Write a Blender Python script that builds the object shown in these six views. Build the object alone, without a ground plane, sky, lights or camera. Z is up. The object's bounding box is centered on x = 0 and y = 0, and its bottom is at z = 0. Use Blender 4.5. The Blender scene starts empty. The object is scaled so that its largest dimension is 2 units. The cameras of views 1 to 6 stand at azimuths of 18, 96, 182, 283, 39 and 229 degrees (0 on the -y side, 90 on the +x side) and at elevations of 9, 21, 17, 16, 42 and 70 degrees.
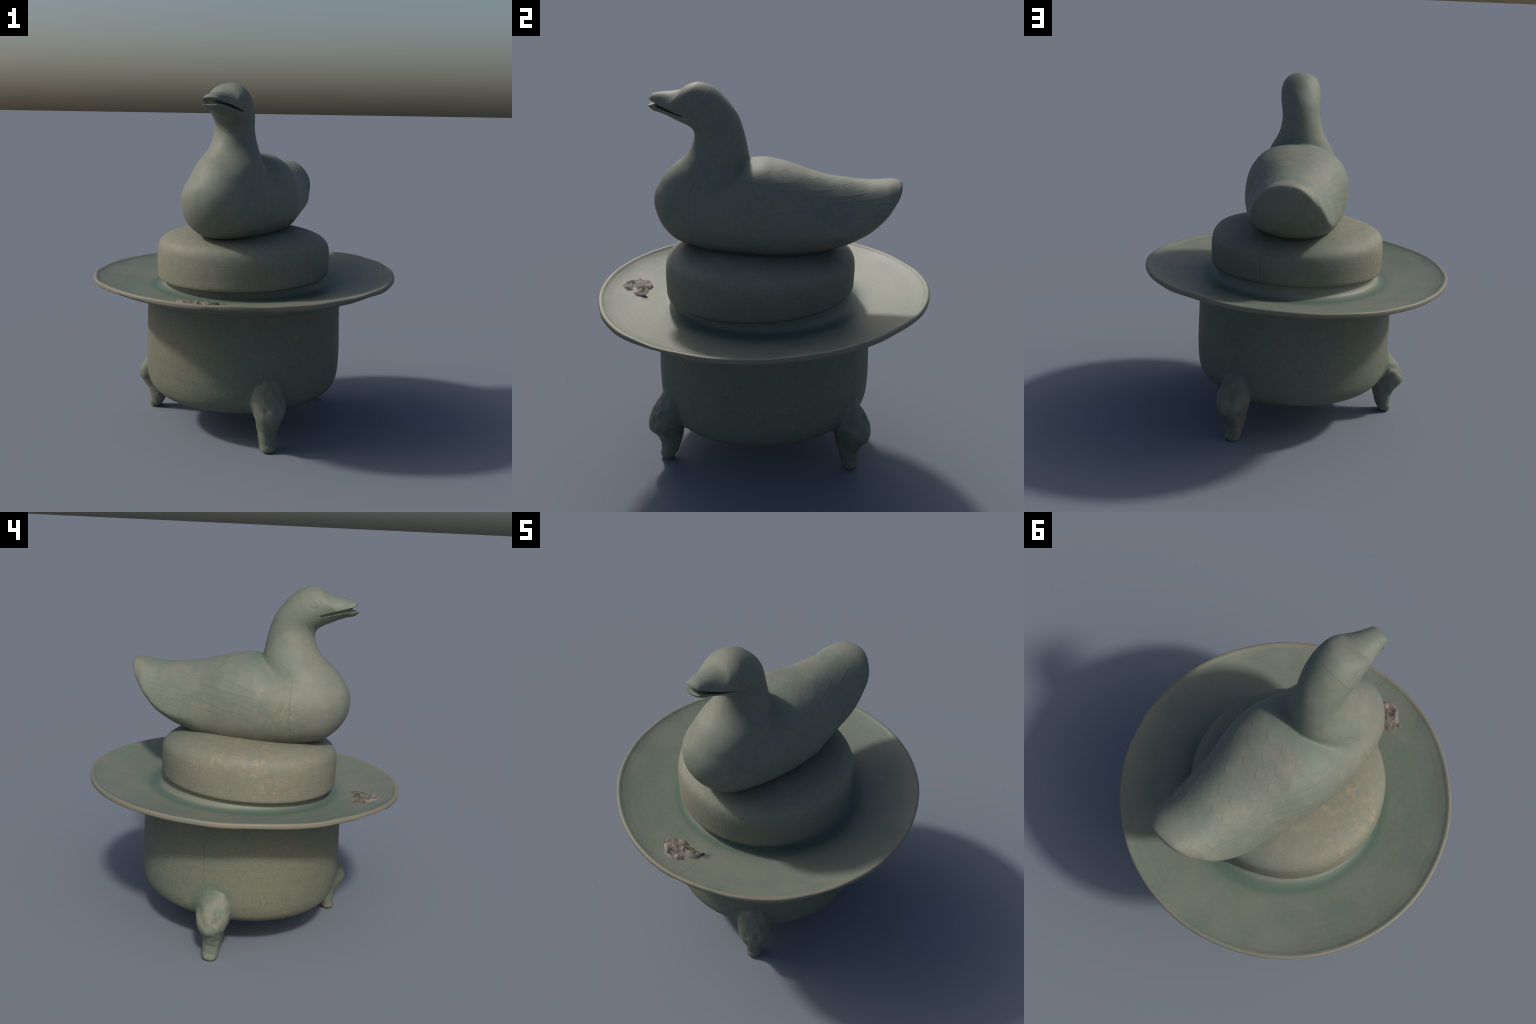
"""Celadon tripod incense burner: a bowl on three mask feet with a wide dished
flange, a drum lid with key-fret band, and an open-billed duck sitting on it."""
import bpy, math
import numpy as np
from mathutils import Vector, Matrix

rng = np.random.default_rng(7)
AX = np.array([0.0, 0.008])          # axis of the bowl
TAU = 2 * math.pi

# ----------------------------------------------------------------- helpers
def pchip(xs, ys, q):
    """monotone cubic interpolation"""
    xs, ys = np.asarray(xs, float), np.asarray(ys, float)
    h = np.diff(xs); d = np.diff(ys) / h
    m = np.zeros_like(ys)
    for i in range(1, len(xs) - 1):
        if d[i - 1] * d[i] > 0:
            w1, w2 = 2 * h[i] + h[i - 1], h[i] + 2 * h[i - 1]
            m[i] = (w1 + w2) / (w1 / d[i - 1] + w2 / d[i])
    m[0], m[-1] = d[0], d[-1]
    q = np.clip(q, xs[0], xs[-1])
    i = np.clip(np.searchsorted(xs, q) - 1, 0, len(h) - 1)
    t = (q - xs[i]) / h[i]
    return ((1 + 2 * t) * (1 - t) ** 2 * ys[i] + t * (1 - t) ** 2 * h[i] * m[i]
            + t * t * (3 - 2 * t) * ys[i + 1] + t * t * (t - 1) * h[i] * m[i + 1])

def spline(pts, step):
    """centripetal-ish Catmull-Rom through 2D points, resampled at even arc length"""
    P = np.asarray(pts, float)
    P = np.vstack([2 * P[0] - P[1], P, 2 * P[-1] - P[-2]])
    out = []
    for i in range(1, len(P) - 2):
        p0, p1, p2, p3 = P[i - 1:i + 3]
        L = np.linalg.norm(p2 - p1) + 1e-9
        m1 = (p2 - p0) / (np.linalg.norm(p1 - p0) + L) * L
        m2 = (p3 - p1) / (np.linalg.norm(p3 - p2) + L) * L
        t = np.linspace(0, 1, 24, endpoint=False)[:, None]
        out.append((1 + 2 * t) * (1 - t) ** 2 * p1 + t * (1 - t) ** 2 * m1
                   + t * t * (3 - 2 * t) * p2 + t * t * (t - 1) * m2)
    Q = np.vstack(out + [P[-2][None]])
    s = np.concatenate([[0], np.cumsum(np.linalg.norm(np.diff(Q, axis=0), axis=1))])
    u = np.linspace(0, s[-1], max(4, int(s[-1] / step)))
    return np.stack([np.interp(u, s, Q[:, k]) for k in range(Q.shape[1])], 1)

def wave_noise(P, freq, seed, n=14):
    """smooth random field: a sum of randomly directed sines, about -1..1"""
    r = np.random.default_rng(seed)
    out = np.zeros(len(P))
    for _ in range(n):
        k = r.normal(size=3); k *= freq * r.uniform(.6, 1.5) / np.linalg.norm(k)
        out += np.sin(P @ k * TAU + r.uniform(0, TAU))
    return out / math.sqrt(n)

def bell(d, w):
    return np.exp(-(d / w) ** 2)

def mesh_from(name, verts, faces):
    me = bpy.data.meshes.new(name)
    me.from_pydata(np.asarray(verts).tolist(), [], [list(map(int, f)) for f in faces])
    me.polygons.foreach_set("use_smooth", [True] * len(me.polygons))
    me.update()
    return me

def add(name, me, parent, mat):
    ob = bpy.data.objects.new(name, me)
    bpy.context.scene.collection.objects.link(ob)
    ob.parent = parent
    if mat and not len(me.materials):
        me.materials.append(mat)
    return ob

def lathe(profile, segs, shape=None):
    """revolve an (r, z) profile whose two ends lie on the axis"""
    n = len(profile)
    a = np.arange(segs) / segs * TAU
    r, z = profile[1:-1, 0], profile[1:-1, 1]
    A, R = np.meshgrid(a, r); Z = np.repeat(z[:, None], segs, 1)
    V = np.stack([R * np.cos(A), R * np.sin(A), Z], -1).reshape(-1, 3)
    m = n - 2
    i, j = np.meshgrid(np.arange(m - 1), np.arange(segs), indexing="ij")
    jn = (j + 1) % segs
    F = np.stack([i * segs + j, i * segs + jn, (i + 1) * segs + jn, (i + 1) * segs + j], -1).reshape(-1, 4)
    V = np.vstack([V, [0, 0, profile[0, 1]], [0, 0, profile[-1, 1]]])
    faces = [tuple(f) for f in F]
    b, t = len(V) - 2, len(V) - 1
    for k in range(segs):
        faces.append((b, (k + 1) % segs, k))
        faces.append((t, (m - 1) * segs + k, (m - 1) * segs + (k + 1) % segs))
    if shape is not None:
        V = shape(V)
    return V, faces

def loft(sections):
    """closed tube through rings of equal length, capped by fans"""
    S = np.asarray(sections); n, k = S.shape[:2]
    V = S.reshape(-1, 3)
    V = np.vstack([V, S[0].mean(0), S[-1].mean(0)])
    faces = []
    for i in range(n - 1):
        for j in range(k):
            jn = (j + 1) % k
            faces.append((i * k + j, i * k + jn, (i + 1) * k + jn, (i + 1) * k + j))
    for j in range(k):
        faces.append((n * k, (j + 1) % k, j))
        faces.append((n * k + 1, (n - 1) * k + j, (n - 1) * k + (j + 1) % k))
    return V, faces

def evaluated_mesh(ob):
    dg = bpy.context.evaluated_depsgraph_get(); dg.update()
    return bpy.data.meshes.new_from_object(ob.evaluated_get(dg))

def drop(ob):
    me = ob.data
    bpy.data.objects.remove(ob, do_unlink=True)
    if me.users == 0:
        bpy.data.meshes.remove(me)

def fuse(solids, voxel):
    """merge closed solids into one skin with a voxel remesh; returns V, quads"""
    V, F, off = [], [], 0
    for v, f in solids:
        V.append(v); F += [tuple(i + off for i in q) for q in f]; off += len(v)
    ob = add("fuse_helper", mesh_from("fuse_helper", np.vstack(V), F), None, None)
    md = ob.modifiers.new("skin", "REMESH"); md.mode = "VOXEL"; md.voxel_size = voxel
    me = evaluated_mesh(ob); drop(ob)
    V = np.empty(len(me.vertices) * 3); me.vertices.foreach_get("co", V)
    F = np.empty(len(me.loops), int); me.loops.foreach_get("vertex_index", F)
    bpy.data.meshes.remove(me)
    return V.reshape(-1, 3), F.reshape(-1, 4)

def smooth(V, F, rounds, weight=None, steps=(.6, -.615)):
    """umbrella smoothing, by default with a volume-keeping back step (Taubin)"""
    e = np.vstack([F[:, [0, 1]], F[:, [1, 2]], F[:, [2, 3]], F[:, [3, 0]]])
    n = len(V)
    cnt = np.bincount(e[:, 0], minlength=n) + np.bincount(e[:, 1], minlength=n)
    w = 1.0 if weight is None else weight[:, None]
    for k in range(rounds):
        for lam in steps:
            S = np.stack([np.bincount(e[:, 0], V[e[:, 1], c], n) + np.bincount(e[:, 1], V[e[:, 0], c], n) for c in range(3)], 1)
            V = V + lam * w * (S / cnt[:, None] - V)
    return V

def normals(V, F):
    fn = np.cross(V[F[:, 2]] - V[F[:, 0]], V[F[:, 3]] - V[F[:, 1]])
    N = np.zeros_like(V)
    for k in range(F.shape[1]):
        for c in range(3):
            N[:, c] += np.bincount(F[:, k], fn[:, c], len(V))
    return N / (np.linalg.norm(N, axis=1, keepdims=True) + 1e-12)

# ------------------------------------- one pattern language, numbers or nodes
class NumOps:
    floor = staticmethod(np.floor); absv = staticmethod(np.abs); sqrt = staticmethod(np.sqrt)
    sin = staticmethod(np.sin); atan2 = staticmethod(np.arctan2)
    lo = staticmethod(np.minimum); hi = staticmethod(np.maximum)
    @staticmethod
    def step(x, a, b):
        t = np.clip((x - a) / (b - a), 0, 1); return t * t * (3 - 2 * t)

class Ex:
    """a value in a shader graph; arithmetic on it adds Math nodes"""
    def __init__(s, g, sock): s.g, s.s = g, sock
    def _op(s, op, *o, flip=False):
        n = s.g.nodes.new("ShaderNodeMath"); n.operation = op
        args = [s, *o]
        if flip: args = args[::-1]
        for i, a in enumerate(args):
            if isinstance(a, Ex): s.g.links.new(a.s, n.inputs[i])
            else: n.inputs[i].default_value = float(a)
        return Ex(s.g, n.outputs[0])
    def __add__(s, o): return s._op("ADD", o)
    __radd__ = __add__
    def __mul__(s, o): return s._op("MULTIPLY", o)
    __rmul__ = __mul__
    def __sub__(s, o): return s._op("SUBTRACT", o)
    def __rsub__(s, o): return s._op("SUBTRACT", o, flip=True)
    def __truediv__(s, o): return s._op("DIVIDE", o)
    def __neg__(s): return s * -1.0

class NodeOps:
    floor = staticmethod(lambda x: x._op("FLOOR")); absv = staticmethod(lambda x: x._op("ABSOLUTE"))
    sqrt = staticmethod(lambda x: x._op("SQRT")); sin = staticmethod(lambda x: x._op("SINE"))
    atan2 = staticmethod(lambda y, x: y._op("ARCTAN2", x))
    lo = staticmethod(lambda a, b: a._op("MINIMUM", b)); hi = staticmethod(lambda a, b: a._op("MAXIMUM", b))
    @staticmethod
    def step(x, a, b):
        n = x.g.nodes.new("ShaderNodeMapRange"); n.interpolation_type = "SMOOTHSTEP"
        x.g.links.new(x.s, n.inputs[0])
        lo, hi, f0, f1 = (a, b, 0., 1.) if a < b else (b, a, 1., 0.)
        n.inputs[1].default_value, n.inputs[2].default_value = lo, hi
        n.inputs[3].default_value, n.inputs[4].default_value = f0, f1
        return Ex(x.g, n.outputs[0])

def scallop(o, s, t, L, W, bow=2.0):
    """signed distance (m) past the tip edge of overlapping rounded feathers"""
    row = o.floor(s / L)
    odd = row - o.floor(row / 2.0) * 2.0
    q = t / W + odd * 0.5
    u = q - o.floor(q) - 0.5
    return (s / L - row - (1.0 - bow * (u * u))) * L

def feathers(o, x, y, z):
    """(line mask, relief height 0..1) of the incised plumage on back and wings"""
    s = y + 0.02
    phi = o.atan2(x + 0.0, z - 1.30)
    a = o.absv(phi)
    back = o.step(a, .66, .56) * o.step(y, -.06, .0) * o.step(y, .56, .5)
    wing = o.step(a, .60, .70) * o.step(a, 1.62, 1.5) * o.step(y, -.12, -.05) * o.step(y, .68, .6)
    d1 = scallop(o, s, phi * .27, .080, .086)
    # wing feathers: long shallow crescents stacked down the flank
    d2 = scallop(o, a * .29 + 0.26 * s, s + .05, .050, .34, 1.5)
    l1 = o.step(o.absv(d1), .009, .0); l2 = o.step(o.absv(d2), .0065, .0)
    h1 = o.step(d1, -.05, 0.0) * o.step(d1, .004, 0.0)
    h2 = o.step(d2, -.03, 0.0) * o.step(d2, .004, 0.0)
    return o.hi(l1 * back, l2 * wing), o.hi(h1 * back, h2 * wing)

# ----------------------------------------------------------------- materials
class Mat:
    def __init__(s, name):
        s.m = bpy.data.materials.new(name); s.m.use_nodes = True
        s.g = s.m.node_tree
        s.bsdf = s.g.nodes["Principled BSDF"]
        tc = s.g.nodes.new("ShaderNodeTexCoord")
        s.co = tc.outputs["Object"]
        sp = s.g.nodes.new("ShaderNodeSeparateXYZ"); s.g.links.new(s.co, sp.inputs[0])
        s.x, s.y, s.z = (Ex(s.g, o) for o in sp.outputs)
    def noise(s, scale, detail=4, rough=.55, stretch=(1, 1, 1), shift=(0, 0, 0), distort=0.0):
        mp = s.g.nodes.new("ShaderNodeMapping"); s.g.links.new(s.co, mp.inputs[0])
        mp.inputs["Scale"].default_value = stretch; mp.inputs["Location"].default_value = shift
        n = s.g.nodes.new("ShaderNodeTexNoise")
        n.inputs["Scale"].default_value = scale; n.inputs["Detail"].default_value = detail
        n.inputs["Roughness"].default_value = rough; n.inputs["Distortion"].default_value = distort
        s.g.links.new(mp.outputs[0], n.inputs["Vector"])
        return Ex(s.g, n.outputs[0])
    def col(s, c):
        n = s.g.nodes.new("ShaderNodeRGB"); n.outputs[0].default_value = (*c, 1); return n.outputs[0]
    def mix(s, fac, a, b):
        n = s.g.nodes.new("ShaderNodeMix"); n.data_type = "RGBA"
        s.g.links.new(fac.s, n.inputs[0])
        for v, i in ((a, 6), (b, 7)):
            if isinstance(v, tuple): n.inputs[i].default_value = (*v, 1)
            else: s.g.links.new(v, n.inputs[i])
        return n.outputs[2]
    def finish(s, col, rough, height=None, dist=.002, spec=.5, rough_var=None):
        s.g.links.new(col, s.bsdf.inputs["Base Color"])
        s.bsdf.inputs["Roughness"].default_value = rough
        s.bsdf.inputs["Specular IOR Level"].default_value = spec
        if rough_var is not None: s.g.links.new(rough_var.s, s.bsdf.inputs["Roughness"])
        if height is not None:
            b = s.g.nodes.new("ShaderNodeBump"); b.inputs["Distance"].default_value = dist
            b.inputs["Strength"].default_value = 1.0
            s.g.links.new(height.s, b.inputs["Height"])
            s.g.links.new(b.outputs[0], s.bsdf.inputs["Normal"])
        return s.m

O = NodeOps
CELADON, GREEN, BEIGE, OCHRE, POOL = (.161, .173, .138), (.132, .162, .128), (.205, .192, .146), (.30, .245, .145), (.058, .105, .082)
HAIR = (.05, .055, .05)

def hairline(d, w=.0011):
    return O.step(O.absv(d), w * 1.6, w * .4)

def duck_material():
    m = Mat("celadon_glaze_duck")
    c = m.mix(O.step(m.noise(3.2, 5), .42, .66), CELADON, GREEN)
    c = m.mix(O.step(m.noise(5.0, 5, shift=(3, 1, 2)), .52, .74) * .6, c, BEIGE)
    c = m.mix(O.step(m.noise(13, 5, .6, shift=(8, 2, 4)), .46, .70) * .45, c, (.150, .152, .128))
    grain = m.noise(30, 6, .65)
    c = m.mix(O.step(grain, .45, .75) * .25, c, (.24, .235, .18))
    near = O.step(O.sqrt((m.x + .27) * (m.x + .27) + (m.y + .24) * (m.y + .24) + (m.z - 1.33) * (m.z - 1.33)), .22, .05)
    patch = O.step(m.noise(9.0, 3, shift=(5, 5, 1)), .45, .65) * O.step(m.noise(30, 4, .75), .40, .72)
    c = m.mix(patch * near * .55 + patch * .06, c, OCHRE)
    c = m.mix(O.step(m.noise(75, 3, .6, stretch=(1, .35, 1)), .46, .62) * .16, c, (.11, .115, .095))
    line, _ = feathers(O, m.x, m.y, m.z)
    c = m.mix(line * .30, c, (.098, .138, .112))
    # glaze gathered where the neck rises from the back
    dn = O.sqrt((m.y + .06) * (m.y + .06) + (m.z - 1.60) * (m.z - 1.60))
    c = m.mix(O.step(dn, .10, .02) * .5, c, (.105, .165, .125))
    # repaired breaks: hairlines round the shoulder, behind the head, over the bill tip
    t = O.hi((m.z - 1.42) / .22, 0.0)
    wob = (m.noise(6, 2) - .5) * .03
    shoulder = m.y + .325 - .245 * (t * t * t) + m.x * .14 + wob
    head = m.y + .345 - .40 * (m.z - 1.76) + wob * .5
    bill = m.y + .532 + wob * .3
    ring = hairline(shoulder) * O.step(m.z, 1.75, 1.70)
    ring = O.hi(ring, hairline(head) * O.step(m.z, 1.70, 1.74))
    ring = O.hi(ring, hairline(bill, .0008) * O.step(m.z, 1.80, 1.84))
    c = m.mix(ring * .55, c, HAIR)
    # eye pits stained
    for ex, ey, ez in EYES:
        d = O.sqrt((m.x - ex) * (m.x - ex) + (m.y - ey) * (m.y - ey) + (m.z - ez) * (m.z - ez))
        c = m.mix(O.step(d, .009, .004) * .5, c, (.13, .11, .07))
    # bare body shows brown along the tail edge
    h = grain * .35 + m.noise(110, 3) * .12
    return m.finish(c, .62, h, .0012, .35)

def scroll_lines(m, cell, offs, seed, pitch, reach):
    """curling vine scrolls on the bowl wall"""
    ang = O.atan2(m.y - AX[1], m.x)
    wx, wz = (m.noise(6, 0, shift=(seed, 0, 0)) - .5) * .15, (m.noise(6, 0, shift=(0, seed, 4)) - .5) * .15
    u = (ang * .577 + wx) / cell; v = (m.z + wz + offs) / (cell * .92)
    row = O.floor(v); u = u + (row - O.floor(row / 2.0) * 2.0) * .5
    colm = O.floor(u)
    a = (u - colm - .5) * cell; b = (v - row - .5) * cell * .92
    hsh = O.sin(colm * 12.9 + row * 7.23 + seed) * 43.7
    hsh = hsh - O.floor(hsh)
    flip = O.step(hsh, .49, .51) * 2.0 - 1.0
    r = O.sqrt(a * a + b * b); th = O.atan2(b, a * flip) / TAU
    q = r / pitch + th + hsh * 3.0
    f = q - O.floor(q) - .5
    return O.step(O.absv(f) * pitch, .0058, .0) * O.step(r, reach, reach * .86)

def bowl_material():
    m = Mat("celadon_glaze_bowl")
    c = m.mix(O.step(m.noise(2.2, 5), .40, .66), (.138, .150, .112), (.112, .140, .108))
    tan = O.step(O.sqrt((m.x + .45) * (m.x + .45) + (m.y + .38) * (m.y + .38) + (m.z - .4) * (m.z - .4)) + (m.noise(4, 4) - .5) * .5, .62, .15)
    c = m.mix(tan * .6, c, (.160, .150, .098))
    c = m.mix(O.step(m.noise(42, 6, .65), .48, .75) * .25, c, (.21, .20, .14))
    c = m.mix(O.step(m.noise(80, 3, .65), .46, .62) * .16, c, (.09, .10, .072))
    turn = m.noise(4, 4, .7, stretch=(1, 1, 12))
    c = m.mix(O.step(turn, .48, .66) * .22, c, (.100, .112, .080))
    l = O.hi(scroll_lines(m, .15, .02, 1.0, .026, .066), scroll_lines(m, .19, .1, 4.3, .05, .088) * .8)
    band = O.step(m.z, .19, .23) * O.step(m.z, .76, .70)
    l = l * band
    c = m.mix(l * .30, c, (.082, .094, .064))
    spot = O.step(m.noise(9, 2, shift=(1, 2, 7)), .70, .76)
    c = m.mix(spot * .6, c, (.26, .19, .07))
    for a in LEG_ANGLES:
        # green glaze pooled round the mask at the head of each leg
        px, py = .572 * math.cos(a) + AX[0], .572 * math.sin(a) + AX[1]
        d = O.sqrt((m.x - px) * (m.x - px) + (m.y - py) * (m.y - py) + ((m.z - .285) * (m.z - .285)) * .72)
        c = m.mix(O.step(d, .16, .10) * .62, c, (.082, .125, .090))
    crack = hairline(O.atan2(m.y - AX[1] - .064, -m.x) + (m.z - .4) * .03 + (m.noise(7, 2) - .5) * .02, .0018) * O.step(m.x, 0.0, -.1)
    c = m.mix(crack * .6, c, HAIR)
    h = m.noise(60, 5, .6) * .4 - l * .22 + turn * .6
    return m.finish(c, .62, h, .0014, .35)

def leg_material():
    m = Mat("celadon_glaze_leg")
    c = m.mix(O.step(m.noise(14, 5, .6), .42, .62), (.160, .164, .128), (.112, .140, .108))
    c = m.mix(O.step(m.noise(20, 4, shift=(4, 4, 4)), .58, .72) * .6, c, (.25, .19, .13))
    c = m.mix(O.step(m.z, .05, .0) * .5, c, (.23, .19, .125))
    return m.finish(c, .62, m.noise(50, 5, .6), .0014, .35)

def dish_material():
    m = Mat("celadon_glaze_dish")
    yy = m.y - AX[1]
    r = O.sqrt(m.x * m.x + yy * yy) + (m.noise(5, 3) - .5) * .008
    c = m.mix(O.step(m.noise(3.4, 5, shift=(1, 1, 1)), .40, .64), (.152, .166, .130), (.120, .152, .119))
    c = m.mix(O.step(m.noise(36, 6, .65), .45, .75) * .3, c, (.19, .20, .15))
    # concentric wiping marks
    ringn = m.g.nodes.new("ShaderNodeTexNoise"); ringn.noise_dimensions = "1D"
    ringn.inputs["Scale"].default_value = 34; m.g.links.new(r.s, ringn.inputs["W"])
    c = m.mix(O.step(Ex(m.g, ringn.outputs[0]), .50, .70) * .22, c, (.178, .176, .132))
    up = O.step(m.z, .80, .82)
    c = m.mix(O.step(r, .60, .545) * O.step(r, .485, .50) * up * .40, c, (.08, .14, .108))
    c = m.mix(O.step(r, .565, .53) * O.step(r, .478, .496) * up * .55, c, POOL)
    c = m.mix(O.step(r, .482, .472) * up * .4, c, (.19, .195, .148))
    # bare, rubbed lip
    lip = O.step(r, .867, .880)
    # stain: brown halo round the kiln scar and a dark smear running off it
    sx, sy = m.x + (m.noise(12, 3) - .5) * .05, m.y + (m.noise(12, 3, shift=(5, 5, 5)) - .5) * .05
    halo = O.sqrt((sx + .04) * (sx + .04) * .45 + (sy + .70) * (sy + .70))
    c = m.mix(O.step(halo, .095, .045) * .55, c, (.165, .150, .115))
    t = O.lo(O.hi((sx - .02) / .085, 0.0), 1.0)
    dx, dy = sx - .02 - t * .085, sy + .662 - t * .038
    c = m.mix(O.step(O.sqrt(dx * dx + dy * dy), .026, .008) * .75, c, (.070, .068, .060))
    c = m.mix(lip * (.30 + .45 * O.step(m.noise(7, 4), .3, .6)), c, (.198, .165, .118))
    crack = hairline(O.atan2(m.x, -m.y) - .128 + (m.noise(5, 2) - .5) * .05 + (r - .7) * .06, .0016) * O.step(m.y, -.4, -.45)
    c = m.mix(crack * .65, c, HAIR)
    h = m.noise(55, 5, .6) * .5 + Ex(m.g, ringn.outputs[0]) * .15
    return m.finish(c, .56, h, .0014, .42)

def lid_material():
    m = Mat("celadon_glaze_lid")
    yy = m.y + .018
    ang = O.atan2(yy, m.x)
    c = m.mix(O.step(m.noise(3.0, 5), .40, .66), (.163, .170, .132), (.138, .157, .124))
    c = m.mix(O.step(m.noise(26, 6, .7), .45, .72) * .28, c, (.235, .215, .155))
    beige_side = O.step(O.sqrt((m.x + .42) * (m.x + .42) + (m.y + .15) * (m.y + .15)) + (m.noise(4, 3, shift=(3, 3, 3)) - .5) * .3, .62, .12)
    c = m.mix(beige_side * .38, c, (.215, .198, .145))
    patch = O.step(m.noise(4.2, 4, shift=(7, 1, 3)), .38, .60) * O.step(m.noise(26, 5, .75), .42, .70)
    c = m.mix(patch * (.05 + .60 * beige_side), c, OCHRE)
    # key fret: nested squares standing in panels round the wall
    zz = m.z - .017 * m.x - .045 * m.y
    u = ang * (22 / TAU) + (m.noise(8, 2) - .5) * .12; cu = u - O.floor(u) - .5
    v = (zz - .985 + (m.noise(9, 2, shift=(4, 1, 1)) - .5) * .016) / .145
    q = O.hi(O.absv(cu), O.absv(v)) * 7.0
    f = O.absv(q - O.floor(q) - .5)
    fret = O.step(f, .26, .02) * O.step(O.absv(v), .50, .47) * O.step(m.noise(3, 2, shift=(2, 8, 5)), .38, .62)
    c = m.mix(fret * .18, c, (.09, .095, .065))
    c = m.mix(O.step(m.noise(70, 4, .65), .46, .62) * .20, c, (.12, .12, .09))
    turn = m.noise(4, 4, .7, stretch=(1, 1, 14))
    c = m.mix(O.step(turn, .48, .66) * .22, c, (.125, .135, .105))
    wall = O.step(m.noise(9, 4, .7, stretch=(6, 6, .6)), .5, .7) * O.step(zz, 1.06, 1.03)
    c = m.mix(wall * .18, c, (.24, .22, .16))
    crack = hairline(m.x - .185 + (m.noise(7, 2) - .5) * .01) * O.step(m.y, .2, .3)
    c = m.mix(crack * .6, c, HAIR)
    h = m.noise(45, 6, .7) * .6 - fret * .10 + turn * .6
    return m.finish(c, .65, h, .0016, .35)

def scar_material():
    m = Mat("bare_clay_scar")
    c = m.mix(O.step(m.noise(17, 4, .6), .36, .64), (.205, .168, .128), (.085, .076, .064))
    c = m.mix(O.step(m.noise(34, 4, shift=(3, 3, 3)), .56, .70) * .55, c, (.31, .27, .205))
    c = m.mix(O.step(m.noise(15, 3, shift=(9, 3, 1)), .56, .66) * .7, c, (.125, .155, .118))
    c = m.mix(O.step(m.x, .02, .07) * .75, c, (.075, .070, .064))
    return m.finish(c, .7, m.noise(70, 5, .7), .003)

# ----------------------------------------------------------------- geometry
LEG_ANGLES = [math.radians(a) for a in (-57.4, 178.8, 58.5)]
EYES = [(-.088, -.362, 1.912), (.142, -.372, 1.905)]

top = bpy.data.objects.new("incense_burner", None)
bpy.context.scene.collection.objects.link(top)
top["label"] = "grey-green celadon tripod incense burner with duck on its lid"
top["category"] = "incense burner"

# --- bowl: thick-walled round pot, slightly bellied, drawn in to a low dome below
outer = [(0, .187), (.18, .187), (.32, .189), (.42, .195), (.495, .209), (.544, .246), (.567, .299),
         (.575, .37), (.578, .45), (.576, .56), (.573, .66), (.573, .735), (.578, .772), (.594, .80)]
inner = [(.56, .80), (.50, .74), (.51, .5), (.49, .33), (.40, .265), (.2, .245), (0, .242)]
prof = np.vstack([spline(outer, .0055), spline(inner, .02)])
prof[0, 0] = prof[-1, 0] = 0
def bowl_shape(V):
    n = wave_noise(V, 1.3, 3)
    k = 1 + .0045 * n
    V = V * np.stack([k, k, np.ones_like(k)], 1)
    # the wall swells into each leg so that mask and pot flow together
    a = np.arctan2(V[:, 1], V[:, 0]); rr = np.hypot(V[:, 0], V[:, 1])
    for la in LEG_ANGLES:
        t = ((a - la + math.pi) % TAU - math.pi) * .575
        e = np.sqrt((t / .092) ** 2 + ((V[:, 2] - .255) / .115) ** 2)
        g = 1 + .020 / .575 * NumOps.step(e, 1.45, .75) * NumOps.step(rr, .38, .52)
        V[:, 0] *= g; V[:, 1] *= g
    V[:, 2] += .034 * V[:, 1] * np.clip((.42 - V[:, 2]) / .2, 0, 1)
    V[:, 0] += AX[0]; V[:, 1] += AX[1]
    return V
V, F = lathe(prof, 540, bowl_shape)
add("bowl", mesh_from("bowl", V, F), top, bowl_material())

# --- legs: animal-mask shoulder bulging out over a short paw
def make_leg():
    zs = [0.0, .006, .02, .05, .085, .12, .15, .175, .205, .24, .275, .31, .345, .375, .398, .41]
    ri = [.567, .556, .546, .530, .518, .508, .500, .495, .49, .49, .49, .49, .50, .52, .54, .552]
    ro = [.612, .624, .629, .622, .622, .632, .650, .670, .682, .680, .666, .641, .613, .596, .586, .577]
    hw = [.024, .036, .043, .046, .050, .055, .062, .069, .079, .090, .097, .094, .084, .068, .047, .018]
    k = 48; a = np.arange(k) / k * TAU
    q = np.linspace(0, .41, 90)
    I, Rr, H = (pchip(zs, c, q) for c in (ri, ro, hw))
    secs = []
    for z, i, o, h in zip(q, I, Rr, H):
        c, s = np.cos(a), np.sin(a)
        p = 2 / 2.3
        secs.append(np.stack([(i + o) / 2 + (o - i) / 2 * np.sign(c) * abs(c) ** p,
                              h * np.sign(s) * abs(s) ** p, np.full(k, z)], 1))
    V, F = fuse([loft(secs)], .0048)
    V = smooth(V, F, 6)
    N = normals(V, F)
    out = np.clip((V[:, 0] - .57) / .08, 0, 1)
    m = np.clip((V[:, 2] - .13) / .05, 0, 1) * out
    h = np.zeros(len(V))
    def bump(y, z, w, amp):
        nonlocal h
        h += amp * bell(np.hypot(V[:, 1] - y, V[:, 2] - z), w)
    bump(0, .195, .030, .008)                       # snout
    for sgn in (-1, 1):
        bump(sgn * .040, .300, .018, .007)          # brows
        bump(sgn * .034, .255, .014, -.007)         # eye hollows
        bump(sgn * .055, .215, .022, .003)          # cheeks
        bump(sgn * .072, .330, .016, .004)          # ears
    bump(0, .255, .018, .004); bump(0, .345, .022, .005)
    h -= .003 * bell(V[:, 2] - .160, .012)          # crease under the muzzle
    h *= m
    h += .0019 * wave_noise(V, 15, 11) * np.clip(V[:, 2] / .1, 0, 1)
    V = V + N * h[:, None]
    V[:, 2] = np.maximum(V[:, 2], 0)
    V[:, 2] -= V[:, 2].min()
    return mesh_from("leg", V, F)
leg_mesh = make_leg()
leg_mat = leg_material()
leg_co = np.array([v.co[:] for v in leg_mesh.vertices])
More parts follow.
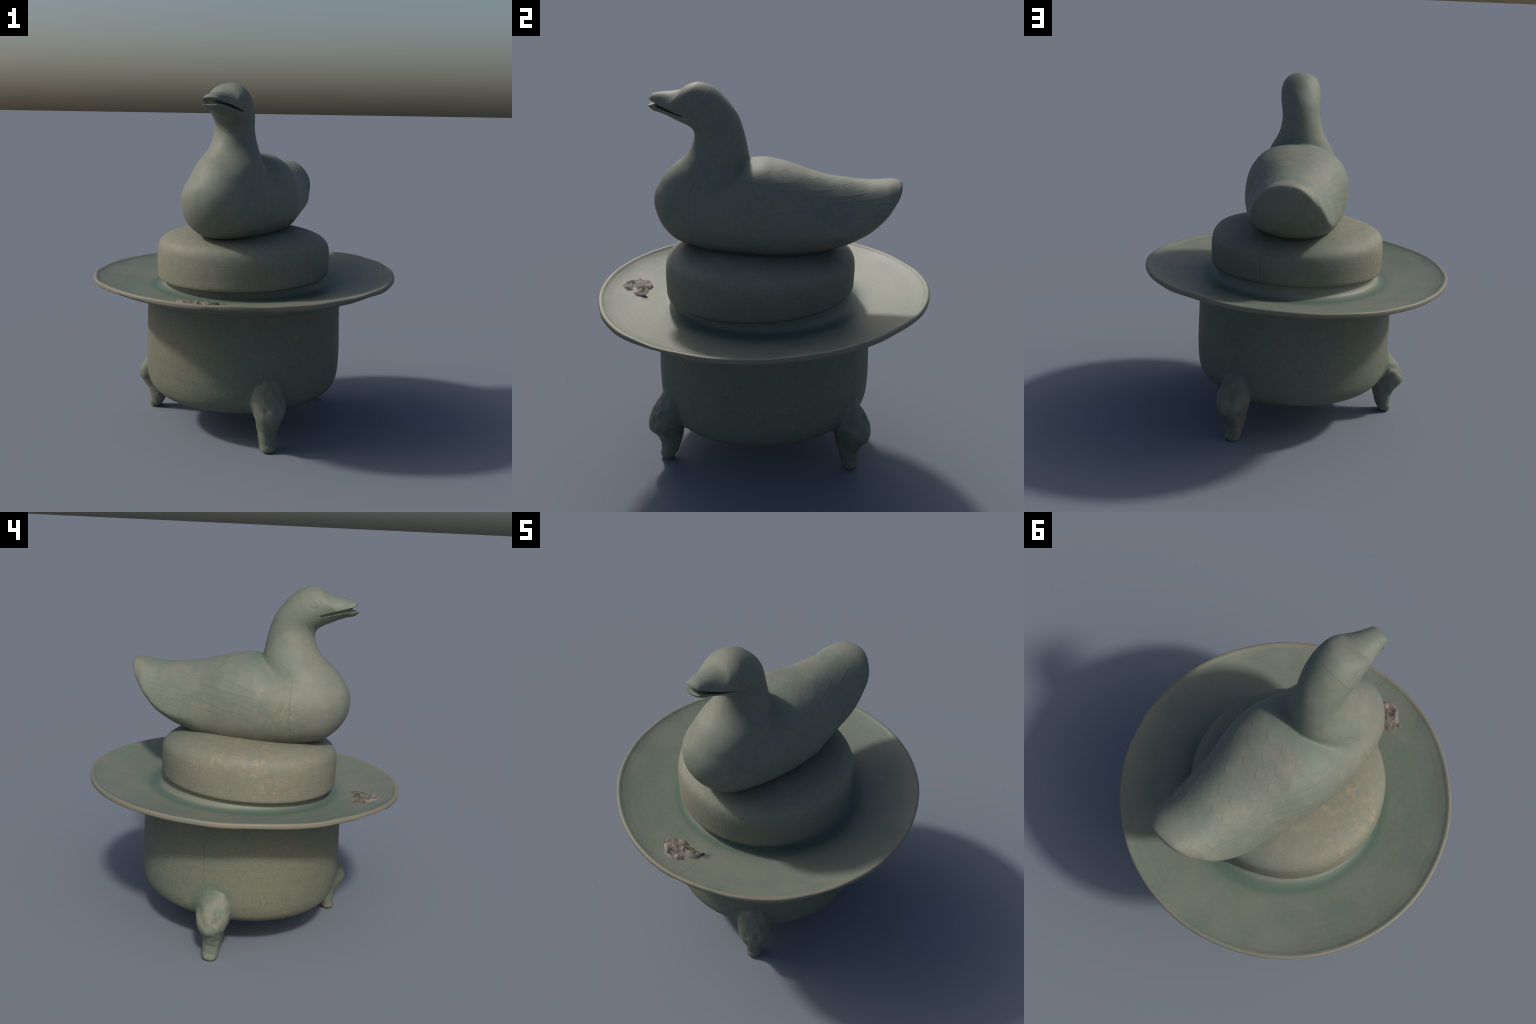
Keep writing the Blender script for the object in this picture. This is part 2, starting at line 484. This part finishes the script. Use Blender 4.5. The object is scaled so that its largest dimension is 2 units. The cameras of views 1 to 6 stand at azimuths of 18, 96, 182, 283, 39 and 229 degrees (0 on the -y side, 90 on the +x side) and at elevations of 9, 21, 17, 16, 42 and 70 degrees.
for a, lean, nudge in zip(LEG_ANGLES, (-.005, -.05, -.015), (0, .006, .005)):
    ob = add("leg", leg_mesh, top, leg_mat)
    tilt = np.array(Matrix.Rotation(a, 3, 'Z') @ Matrix.Rotation(lean, 3, 'X'))
    ob.location = (AX[0] + nudge, AX[1] - nudge * .4, -(leg_co @ tilt.T)[:, 2].min()); ob.rotation_euler = (Matrix.Rotation(a, 3, 'Z') @ Matrix.Rotation(lean, 3, 'X')).to_euler()

# --- dish: broad flange, low collar that carries the lid, rolled lip
dish_out = [(.43, .70), (.545, .745), (.588, .774), (.63, .791), (.70, .814), (.79, .846), (.855, .871), (.876, .877),
            (.8835, .8825), (.8848, .8895), (.8828, .8920), (.8848, .8945), (.8835, .902), (.877, .9065), (.866, .905),
            (.852, .8975), (.80, .882), (.70, .862), (.60, .846), (.545, .839), (.517, .838), (.497, .842),
            (.478, .851), (.467, .867), (.460, .90), (.457, .925), (.449, .930), (.436, .925), (.43, .86), (.43, .72)]
prof = spline(dish_out, .0055)
def dish_shape(V):
    r = np.hypot(V[:, 0], V[:, 1]); a = np.arctan2(V[:, 1], V[:, 0])
    # ends of this profile meet the axis below the collar: hidden inside the bowl
    edge = np.clip((r - .5) / .38, 0, 1)
    k = 1 + edge * (.003 - .005 * np.sin(2 * a)) + .0025 * wave_noise(V, 1.6, 5) * edge
    V = V * np.stack([k, k, np.ones_like(k)], 1)
    V[:, 2] += .0055 * V[:, 0] + .023 * V[:, 1] + .008 * edge * np.sin(2 * a) + .002 * edge * wave_noise(V, 3, 6)
    # chips knocked out of the underside of the lip
    az = np.degrees(np.arctan2(V[:, 0], -V[:, 1]))
    low = np.clip((.893 + .023 * V[:, 1] - V[:, 2]) / .012, 0, 1) * np.clip((r - .84) / .03, 0, 1)
    for c, w, d in ((-28, 4, .016), (-20, 3, .008), (62, 9, .010), (24, 3, .006), (8, 3, .006)):
        V[:, 2] += low * d * bell(az - c, w)
        kk = 1 - low * d * .5 * bell(az - c, w); V[:, 0] *= kk; V[:, 1] *= kk
    V[:, 0] += .002; V[:, 1] += .002
    return V
# open ring profile closed on itself: revolve as a torus-like band
def ring_lathe(profile, segs, shape):
    n = len(profile)
    a = np.arange(segs) / segs * TAU
    A, R = np.meshgrid(a, profile[:, 0]); Z = np.repeat(profile[:, 1][:, None], segs, 1)
    V = np.stack([R * np.cos(A), R * np.sin(A), Z], -1).reshape(-1, 3)
    i, j = np.meshgrid(np.arange(n), np.arange(segs), indexing="ij")
    jn, ii = (j + 1) % segs, (i + 1) % n
    F = np.stack([i * segs + j, i * segs + jn, ii * segs + jn, ii * segs + j], -1).reshape(-1, 4)
    return shape(V), F
V, F = ring_lathe(prof, 600, dish_shape)
dish_mesh = mesh_from("dish", V, F)
add("dish", dish_mesh, top, dish_material())

# --- kiln scar: a burst blister of bare clay on the front of the dish
def dish_height(x, y):
    r = np.hypot(x, y - AX[1])
    return np.interp(r, [.5, .517, .545, .6, .7, .8, .852], [.842, .838, .839, .846, .862, .882, .8975]) + .0055 * x + .023 * (y - AX[1])
def make_scar():
    nx, ny = 120, 80
    X, Y = np.meshgrid(np.linspace(-.20, .15, nx), np.linspace(-.80, -.58, ny))
    x, y = X.ravel(), Y.ravel()
    P = np.stack([x, y, 0 * x], 1)
    wx, wy = .016 * wave_noise(P, 9, 21), .016 * wave_noise(P, 9, 22)
    def seg(ax, ay, bx, by, w):
        t = np.clip(((x + wx - ax) * (bx - ax) + (y + wy - ay) * (by - ay)) / ((bx - ax) ** 2 + (by - ay) ** 2), 0, 1)
        return w + .006 * wave_noise(P, 20, 27) * (w > .03) - np.hypot(x + wx - ax - t * (bx - ax), y + wy - ay - t * (by - ay))
    f = np.maximum.reduce([seg(-.10, -.70, -.02, -.735, .050), seg(-.08, -.68, .035, -.668, .040),
                           seg(-.165, -.712, -.09, -.70, .019), seg(-.03, -.74, -.004, -.772, .016), seg(.03, -.668, .075, -.640, .013)])
    ridge = np.clip(1 - np.abs(wave_noise(P, 6, 23)), 0, 1)
    lip = np.clip(f / .014, -1, 1)
    h = .004 * lip + np.clip(f / .022, 0, 1) * (.012 * ridge + .0035 * wave_noise(P, 20, 24))
    h -= .006 * bell(f - .022, .006) * (wave_noise(P, 5, 25) > .1)
    z = dish_height(x, y) + h - .002
    V = np.stack([x, y, z], 1)
    i, j = np.meshgrid(np.arange(ny - 1), np.arange(nx - 1), indexing="ij")
    F = np.stack([i * nx + j, i * nx + j + 1, (i + 1) * nx + j + 1, (i + 1) * nx + j], -1).reshape(-1, 4)
    keep = f[F].max(1) > -.010
    F = F[keep]
    used = np.unique(F); m = -np.ones(len(V), int); m[used] = np.arange(len(used))
    return mesh_from("kiln_scar", V[used], m[F])
add("kiln_scar", make_scar(), top, scar_material())

# --- lid: low drum with a soft shoulder, sitting a little askew
lid_prof = [(0, .905), (.30, .905), (.45, .903), (.478, .898), (.490, .896), (.499, .902), (.503, .915), (.5045, .95), (.506, 1.0), (.5045, 1.045),
            (.500, 1.076), (.489, 1.101), (.467, 1.122), (.435, 1.138), (.385, 1.151), (.3, 1.161), (.15, 1.166), (0, 1.167)]
prof = spline(lid_prof, .0055); prof[0, 0] = prof[-1, 0] = 0
def lid_shape(V):
    n = wave_noise(V, 1.6, 8)
    k = 1 + .004 * n
    V = V * np.stack([k, k, np.ones_like(k)], 1)
    V[:, 2] += .017 * V[:, 0] + .045 * V[:, 1] + np.clip((V[:, 2] - 1.0) / .1, 0, 1) * (.006 * wave_noise(V, 2.0, 9) - .028 * V[:, 1] - .016 * (np.sqrt(V[:, 1] ** 2 + .01) - .1) - .010 * V[:, 0])
    V[:, 0] += .003; V[:, 1] -= .018
    return V
V, F = lathe(prof, 480, lid_shape)
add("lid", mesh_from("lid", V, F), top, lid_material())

# --- duck ---------------------------------------------------------------
K = 96
PH = np.arange(K) / K * TAU
def oval(up, dn, a, b, b_low):
    """unit half-superellipse pair: returns (across, rise)"""
    c, s = np.cos(PH), np.sin(PH)
    return np.sign(c) * abs(c) ** (2 / a), np.where(s >= 0, up * abs(s) ** (2 / b), -dn * abs(s) ** (2 / b_low))

#            y,     x,    top,   mid,   low,  half-width, a,   b
TORSO = [(-.580, -.002, 1.385, 1.380, 1.375, .004, 2.0, 2.0),
         (-.572, -.004, 1.430, 1.380, 1.325, .055, 2.0, 2.0),
         (-.550, -.008, 1.470, 1.376, 1.270, .110, 2.0, 2.0),
         (-.505, -.009, 1.505, 1.372, 1.208, .166, 2.1, 2.0),
         (-.440, -.010, 1.525, 1.370, 1.161, .211, 2.2, 2.0),
         (-.350, -.008, 1.535, 1.370, 1.138, .244, 2.3, 2.0),
         (-.250, -.003, 1.545, 1.365, 1.120, .268, 2.4, 2.0),
         (-.150, .004, 1.575, 1.358, 1.112, .285, 2.4, 2.05),
         (-.070, .010, 1.606, 1.350, 1.110, .293, 2.5, 2.3),
         (.000, .014, 1.612, 1.342, 1.110, .294, 2.5, 2.35),
         (.090, .018, 1.602, 1.325, 1.112, .287, 2.5, 2.3),
         (.180, .022, 1.580, 1.302, 1.126, .272, 2.45, 2.1),
         (.270, .023, 1.553, 1.276, 1.141, .256, 2.4, 1.87),
         (.360, .026, 1.534, 1.276, 1.165, .242, 2.35, 1.6),
         (.450, .029, 1.527, 1.284, 1.198, .232, 2.3, 1.45),
         (.530, .034, 1.525, 1.310, 1.236, .215, 2.25, 1.35),
         (.600, .042, 1.528, 1.359, 1.293, .197, 2.2, 1.35),
         (.645, .048, 1.531, 1.404, 1.345, .177, 2.2, 1.4),
         (.678, .053, 1.532, 1.438, 1.412, .143, 2.2, 1.4),
         (.696, .056, 1.530, 1.470, 1.452, .112, 2.2, 1.5),
         (.706, .058, 1.525, 1.494, 1.484, .076, 2.1, 1.7),
         (.710, .059, 1.513, 1.504, 1.497, .020, 2.0, 2.0)]
T = np.array(TORSO)
ys = np.unique(np.concatenate([np.linspace(-.58, .710, 150), -.58 + .05 * np.linspace(0, 1, 16) ** 2, .710 - .05 * np.linspace(0, 1, 24) ** 2]))
cols = [pchip(T[:, 0], T[:, k], ys) for k in range(1, 8)]
secs = []
for y, x, tp, md, lw, hw, a, b in zip(ys, *cols):
    u, r = oval(tp - md, md - lw, a, b, min(2.5, max(b, np.interp(y, [-.58, -.48, -.1, .15, .35], [2.0, 2.45, 2.45, 2.2, 1.3]))))
    # the body leans a little on the lid and the tail is cut slightly askew
    roll = .10 * NumOps.step(y, -.35, .10) - .03 * NumOps.step(y, .2, .5)
    skew = .20 * NumOps.step(y, .35, .68)
    X, Z = hw * u, md + r - 1.36
    secs.append(np.stack([x + X - roll * Z, y - skew * (np.sqrt(X * X + .0016) - X) * .5, 1.36 + Z + roll * X], 1))
torso = loft(secs)

# neck, head and closed bill: front (throat) and back (nape) outline, half width, x
NECK = [(-.545, 1.372, -.060, 1.372, .212, .002),
        (-.548, 1.440, -.060, 1.440, .214, .003),
        (-.531, 1.500, -.062, 1.500, .208, .004),
        (-.482, 1.560, -.068, 1.560, .185, .006),
        (-.427, 1.603, -.072, 1.612, .158, .007),
        (-.386, 1.650, -.080, 1.668, .132, .010),
        (-.363, 1.700, -.091, 1.722, .118, .011),
        (-.357, 1.738, -.106, 1.778, .112, .015),
        (-.367, 1.765, -.132, 1.842, .114, .019),
        (-.400, 1.787, -.180, 1.910, .119, .022),
        (-.440, 1.804, -.247, 1.971, .119, .024),
        (-.475, 1.820, -.328, 1.999, .111, .024),
        (-.502, 1.832, -.385, 1.985, .099, .020),
        (-.523, 1.841, -.422, 1.962, .086, .018),
        (-.541, 1.846, -.462, 1.954, .075, .013),
        (-.558, 1.850, -.505, 1.950, .065, .007),
        (-.572, 1.857, -.545, 1.942, .055, .002),
        (-.584, 1.866, -.572, 1.932, .049, -.001),
        (-.591, 1.880, -.587, 1.916, .034, -.003)]
Nk = np.array(NECK)
cum = np.concatenate([[0], np.cumsum(np.linalg.norm(np.diff((Nk[:, :2] + Nk[:, 2:4]) / 2, axis=0), axis=1) + .01)])
q = np.linspace(0, cum[-1], 170)
def cat(col):
    return spline(np.stack([cum, col], 1), .001)
def along(col):
    s = cat(col); return np.interp(q, s[:, 0], s[:, 1])
fy, fz, by, bz, hwn, xn = (along(Nk[:, k]) for k in range(6))
secs = []
for i in range(len(q)):
    c, s = np.cos(PH), np.sin(PH)
    mid = np.array([xn[i], (fy[i] + by[i]) / 2, (fz[i] + bz[i]) / 2])
    half = np.array([0, (by[i] - fy[i]) / 2, (bz[i] - fz[i]) / 2])
    billness = np.clip((q[i] - cum[12]) / (cum[15] - cum[12]), 0, 1)
    p = 2 / (2.0 + .3 * billness)
    # widest a little below the middle on the bill, where the mouth is
    w = hwn[i] * np.sign(c) * abs(c) ** p * (1 - .12 * billness * s)
    secs.append(mid + np.outer(np.sign(s) * abs(s) ** p, half) + np.outer(w, [1, 0, 0]))
neck = loft(secs)

def solid(name, v, f):
    return add(name, mesh_from(name, v, f), None, None)

# the mouth: a wedge taken out of the bill from the side slits to the gaping tip
MOUTH = [(-.372, 1.841, .0024), (-.40, 1.846, .0040), (-.44, 1.857, .0048), (-.49, 1.871, .0055), (-.53, 1.883, .0064), (-.556, 1.890, .0085), (-.578, 1.896, .0145), (-.62, 1.903, .027)]
M = np.array(MOUTH)
yy = np.linspace(-.372, -.62, 46)[::-1]
mz, mh = pchip(M[::-1, 0], M[::-1, 1], yy), pchip(M[::-1, 0], M[::-1, 2], yy)
secs = []
for y, z, h in zip(yy, mz, mh):
    secs.append([(-.2, y, z - h), (.25, y, z - h), (.25, y, z + h), (-.2, y, z + h)])
wv, wf = loft(secs)
# tongue-like core that keeps the slits from running right through
def core():
    secs = []
    for t in np.linspace(0, 1, 30):
        y = -.34 - .215 * t
        z = np.interp(-y, -M[:, 0], M[:, 1])
        w = np.interp(t, [0, .25, .5, .85, 1], [.085, .078, .055, .036, .012]); h = .018 * (1 - t * .3)
        x = np.interp(-y, [.36, .45, .59], [.026, .012, -.002])
        secs.append(np.stack([x + w * np.cos(PH), np.full(K, y), z + h * np.sin(PH)], 1))
    return loft(secs)

a_ob = solid("bill_helper", *neck); b_ob = solid("mouth_helper", wv, wf)
import bmesh
for ob in (a_ob, b_ob):
    bm = bmesh.new(); bm.from_mesh(ob.data); bmesh.ops.recalc_face_normals(bm, faces=bm.faces); bm.to_mesh(ob.data); bm.free()
md = a_ob.modifiers.new("cut", "BOOLEAN"); md.operation = "DIFFERENCE"; md.object = b_ob; md.solver = "EXACT"
cut = evaluated_mesh(a_ob); drop(a_ob); drop(b_ob)
cv = np.array([v.co[:] for v in cut.vertices]); cf = [tuple(p.vertices) for p in cut.polygons]
bpy.data.meshes.remove(cut)

V, F = fuse([torso, (cv, cf), core()], .0037)
# soften the voxel skin; more where the neck stands on the shoulders
V = smooth(V, F, 10)
front = NumOps.step(V[:, 1], -.10, -.26) * bell(V[:, 2] - 1.47, .085)
V = smooth(V, F, 215, np.clip(front * 1.4, 0, 1), (.5,))
tailc = NumOps.step(V[:, 1], .25, .42) * NumOps.step(V[:, 2], 1.48, 1.38)
V = smooth(V, F, 30, tailc, (.5,))
side = NumOps.step(V[:, 1], .0, -.08) * bell(V[:, 2] - 1.56, .07)
V = smooth(V, F, 40, np.clip(side, 0, 1), (.5,))
N = normals(V, F)
line, rise = feathers(NumOps, V[:, 0], V[:, 1], V[:, 2])
h = .0005 * rise - .0005 * line
h += .0022 * wave_noise(V, 2.4, 31) + .0009 * wave_noise(V, 7, 32)
for e in EYES:
    d = np.linalg.norm(V - np.array(e), axis=1)
    h += .0011 * bell(d - .013, .006) - .0022 * bell(d, .006) - .0011 * bell(d - .027, .009)
V = V + N * h[:, None]
N = normals(V, F)

C = V[F].mean(1)
t3 = np.clip((C[:, 2] - 1.42) / .22, 0, None) ** 3
mouth_z = np.interp(-C[:, 1], -M[:, 0], M[:, 1])
is_head = (C[:, 1] + .345 - .40 * (C[:, 2] - 1.76) < 0) & (C[:, 2] > 1.70)
is_neck = ~is_head & (C[:, 1] + .325 - .245 * t3 + C[:, 0] * .14 < 0) & (C[:, 2] > 1.50)
is_neck |= ~is_head & (C[:, 2] > 1.66)
is_bill = is_head & (C[:, 1] < -.43)
region = np.where(is_bill, np.where(C[:, 2] > mouth_z, 3, 4), np.where(is_head, 2, np.where(is_neck, 1, 0)))
region = np.where((region == 0) & (C[:, 1] > .42), 5, region)
glaze = duck_material()
for k, name in enumerate(("torso", "neck", "head", "upper_bill", "lower_bill", "tail")):
    f = F[region == k]
    used = np.unique(f); mp = -np.ones(len(V), int); mp[used] = np.arange(len(used))
    me = mesh_from(name, V[used], mp[f])
    me.normals_split_custom_set_from_vertices(N[used].tolist())
    add(name, me, top, glaze)

# --- low oval foot under the duck, luted to the lid
def make_foot():
    secs = []
    for z, k in ((1.09, 1.0), (1.118, 1.0), (1.126, .985), (1.134, .955), (1.150, .93), (1.175, .93)):
        n = 1 + .03 * np.sin(3 * PH + 1)
        x, y = .185 * k * n * np.cos(PH), .33 * k * n * np.sin(PH) - .03
        secs.append(np.stack([x, y, z + .017 * x + .045 * y], 1))
    return loft(secs)
fv, ff = make_foot()
add("duck_foot_ring", mesh_from("duck_foot_ring", fv, ff), top, glaze)
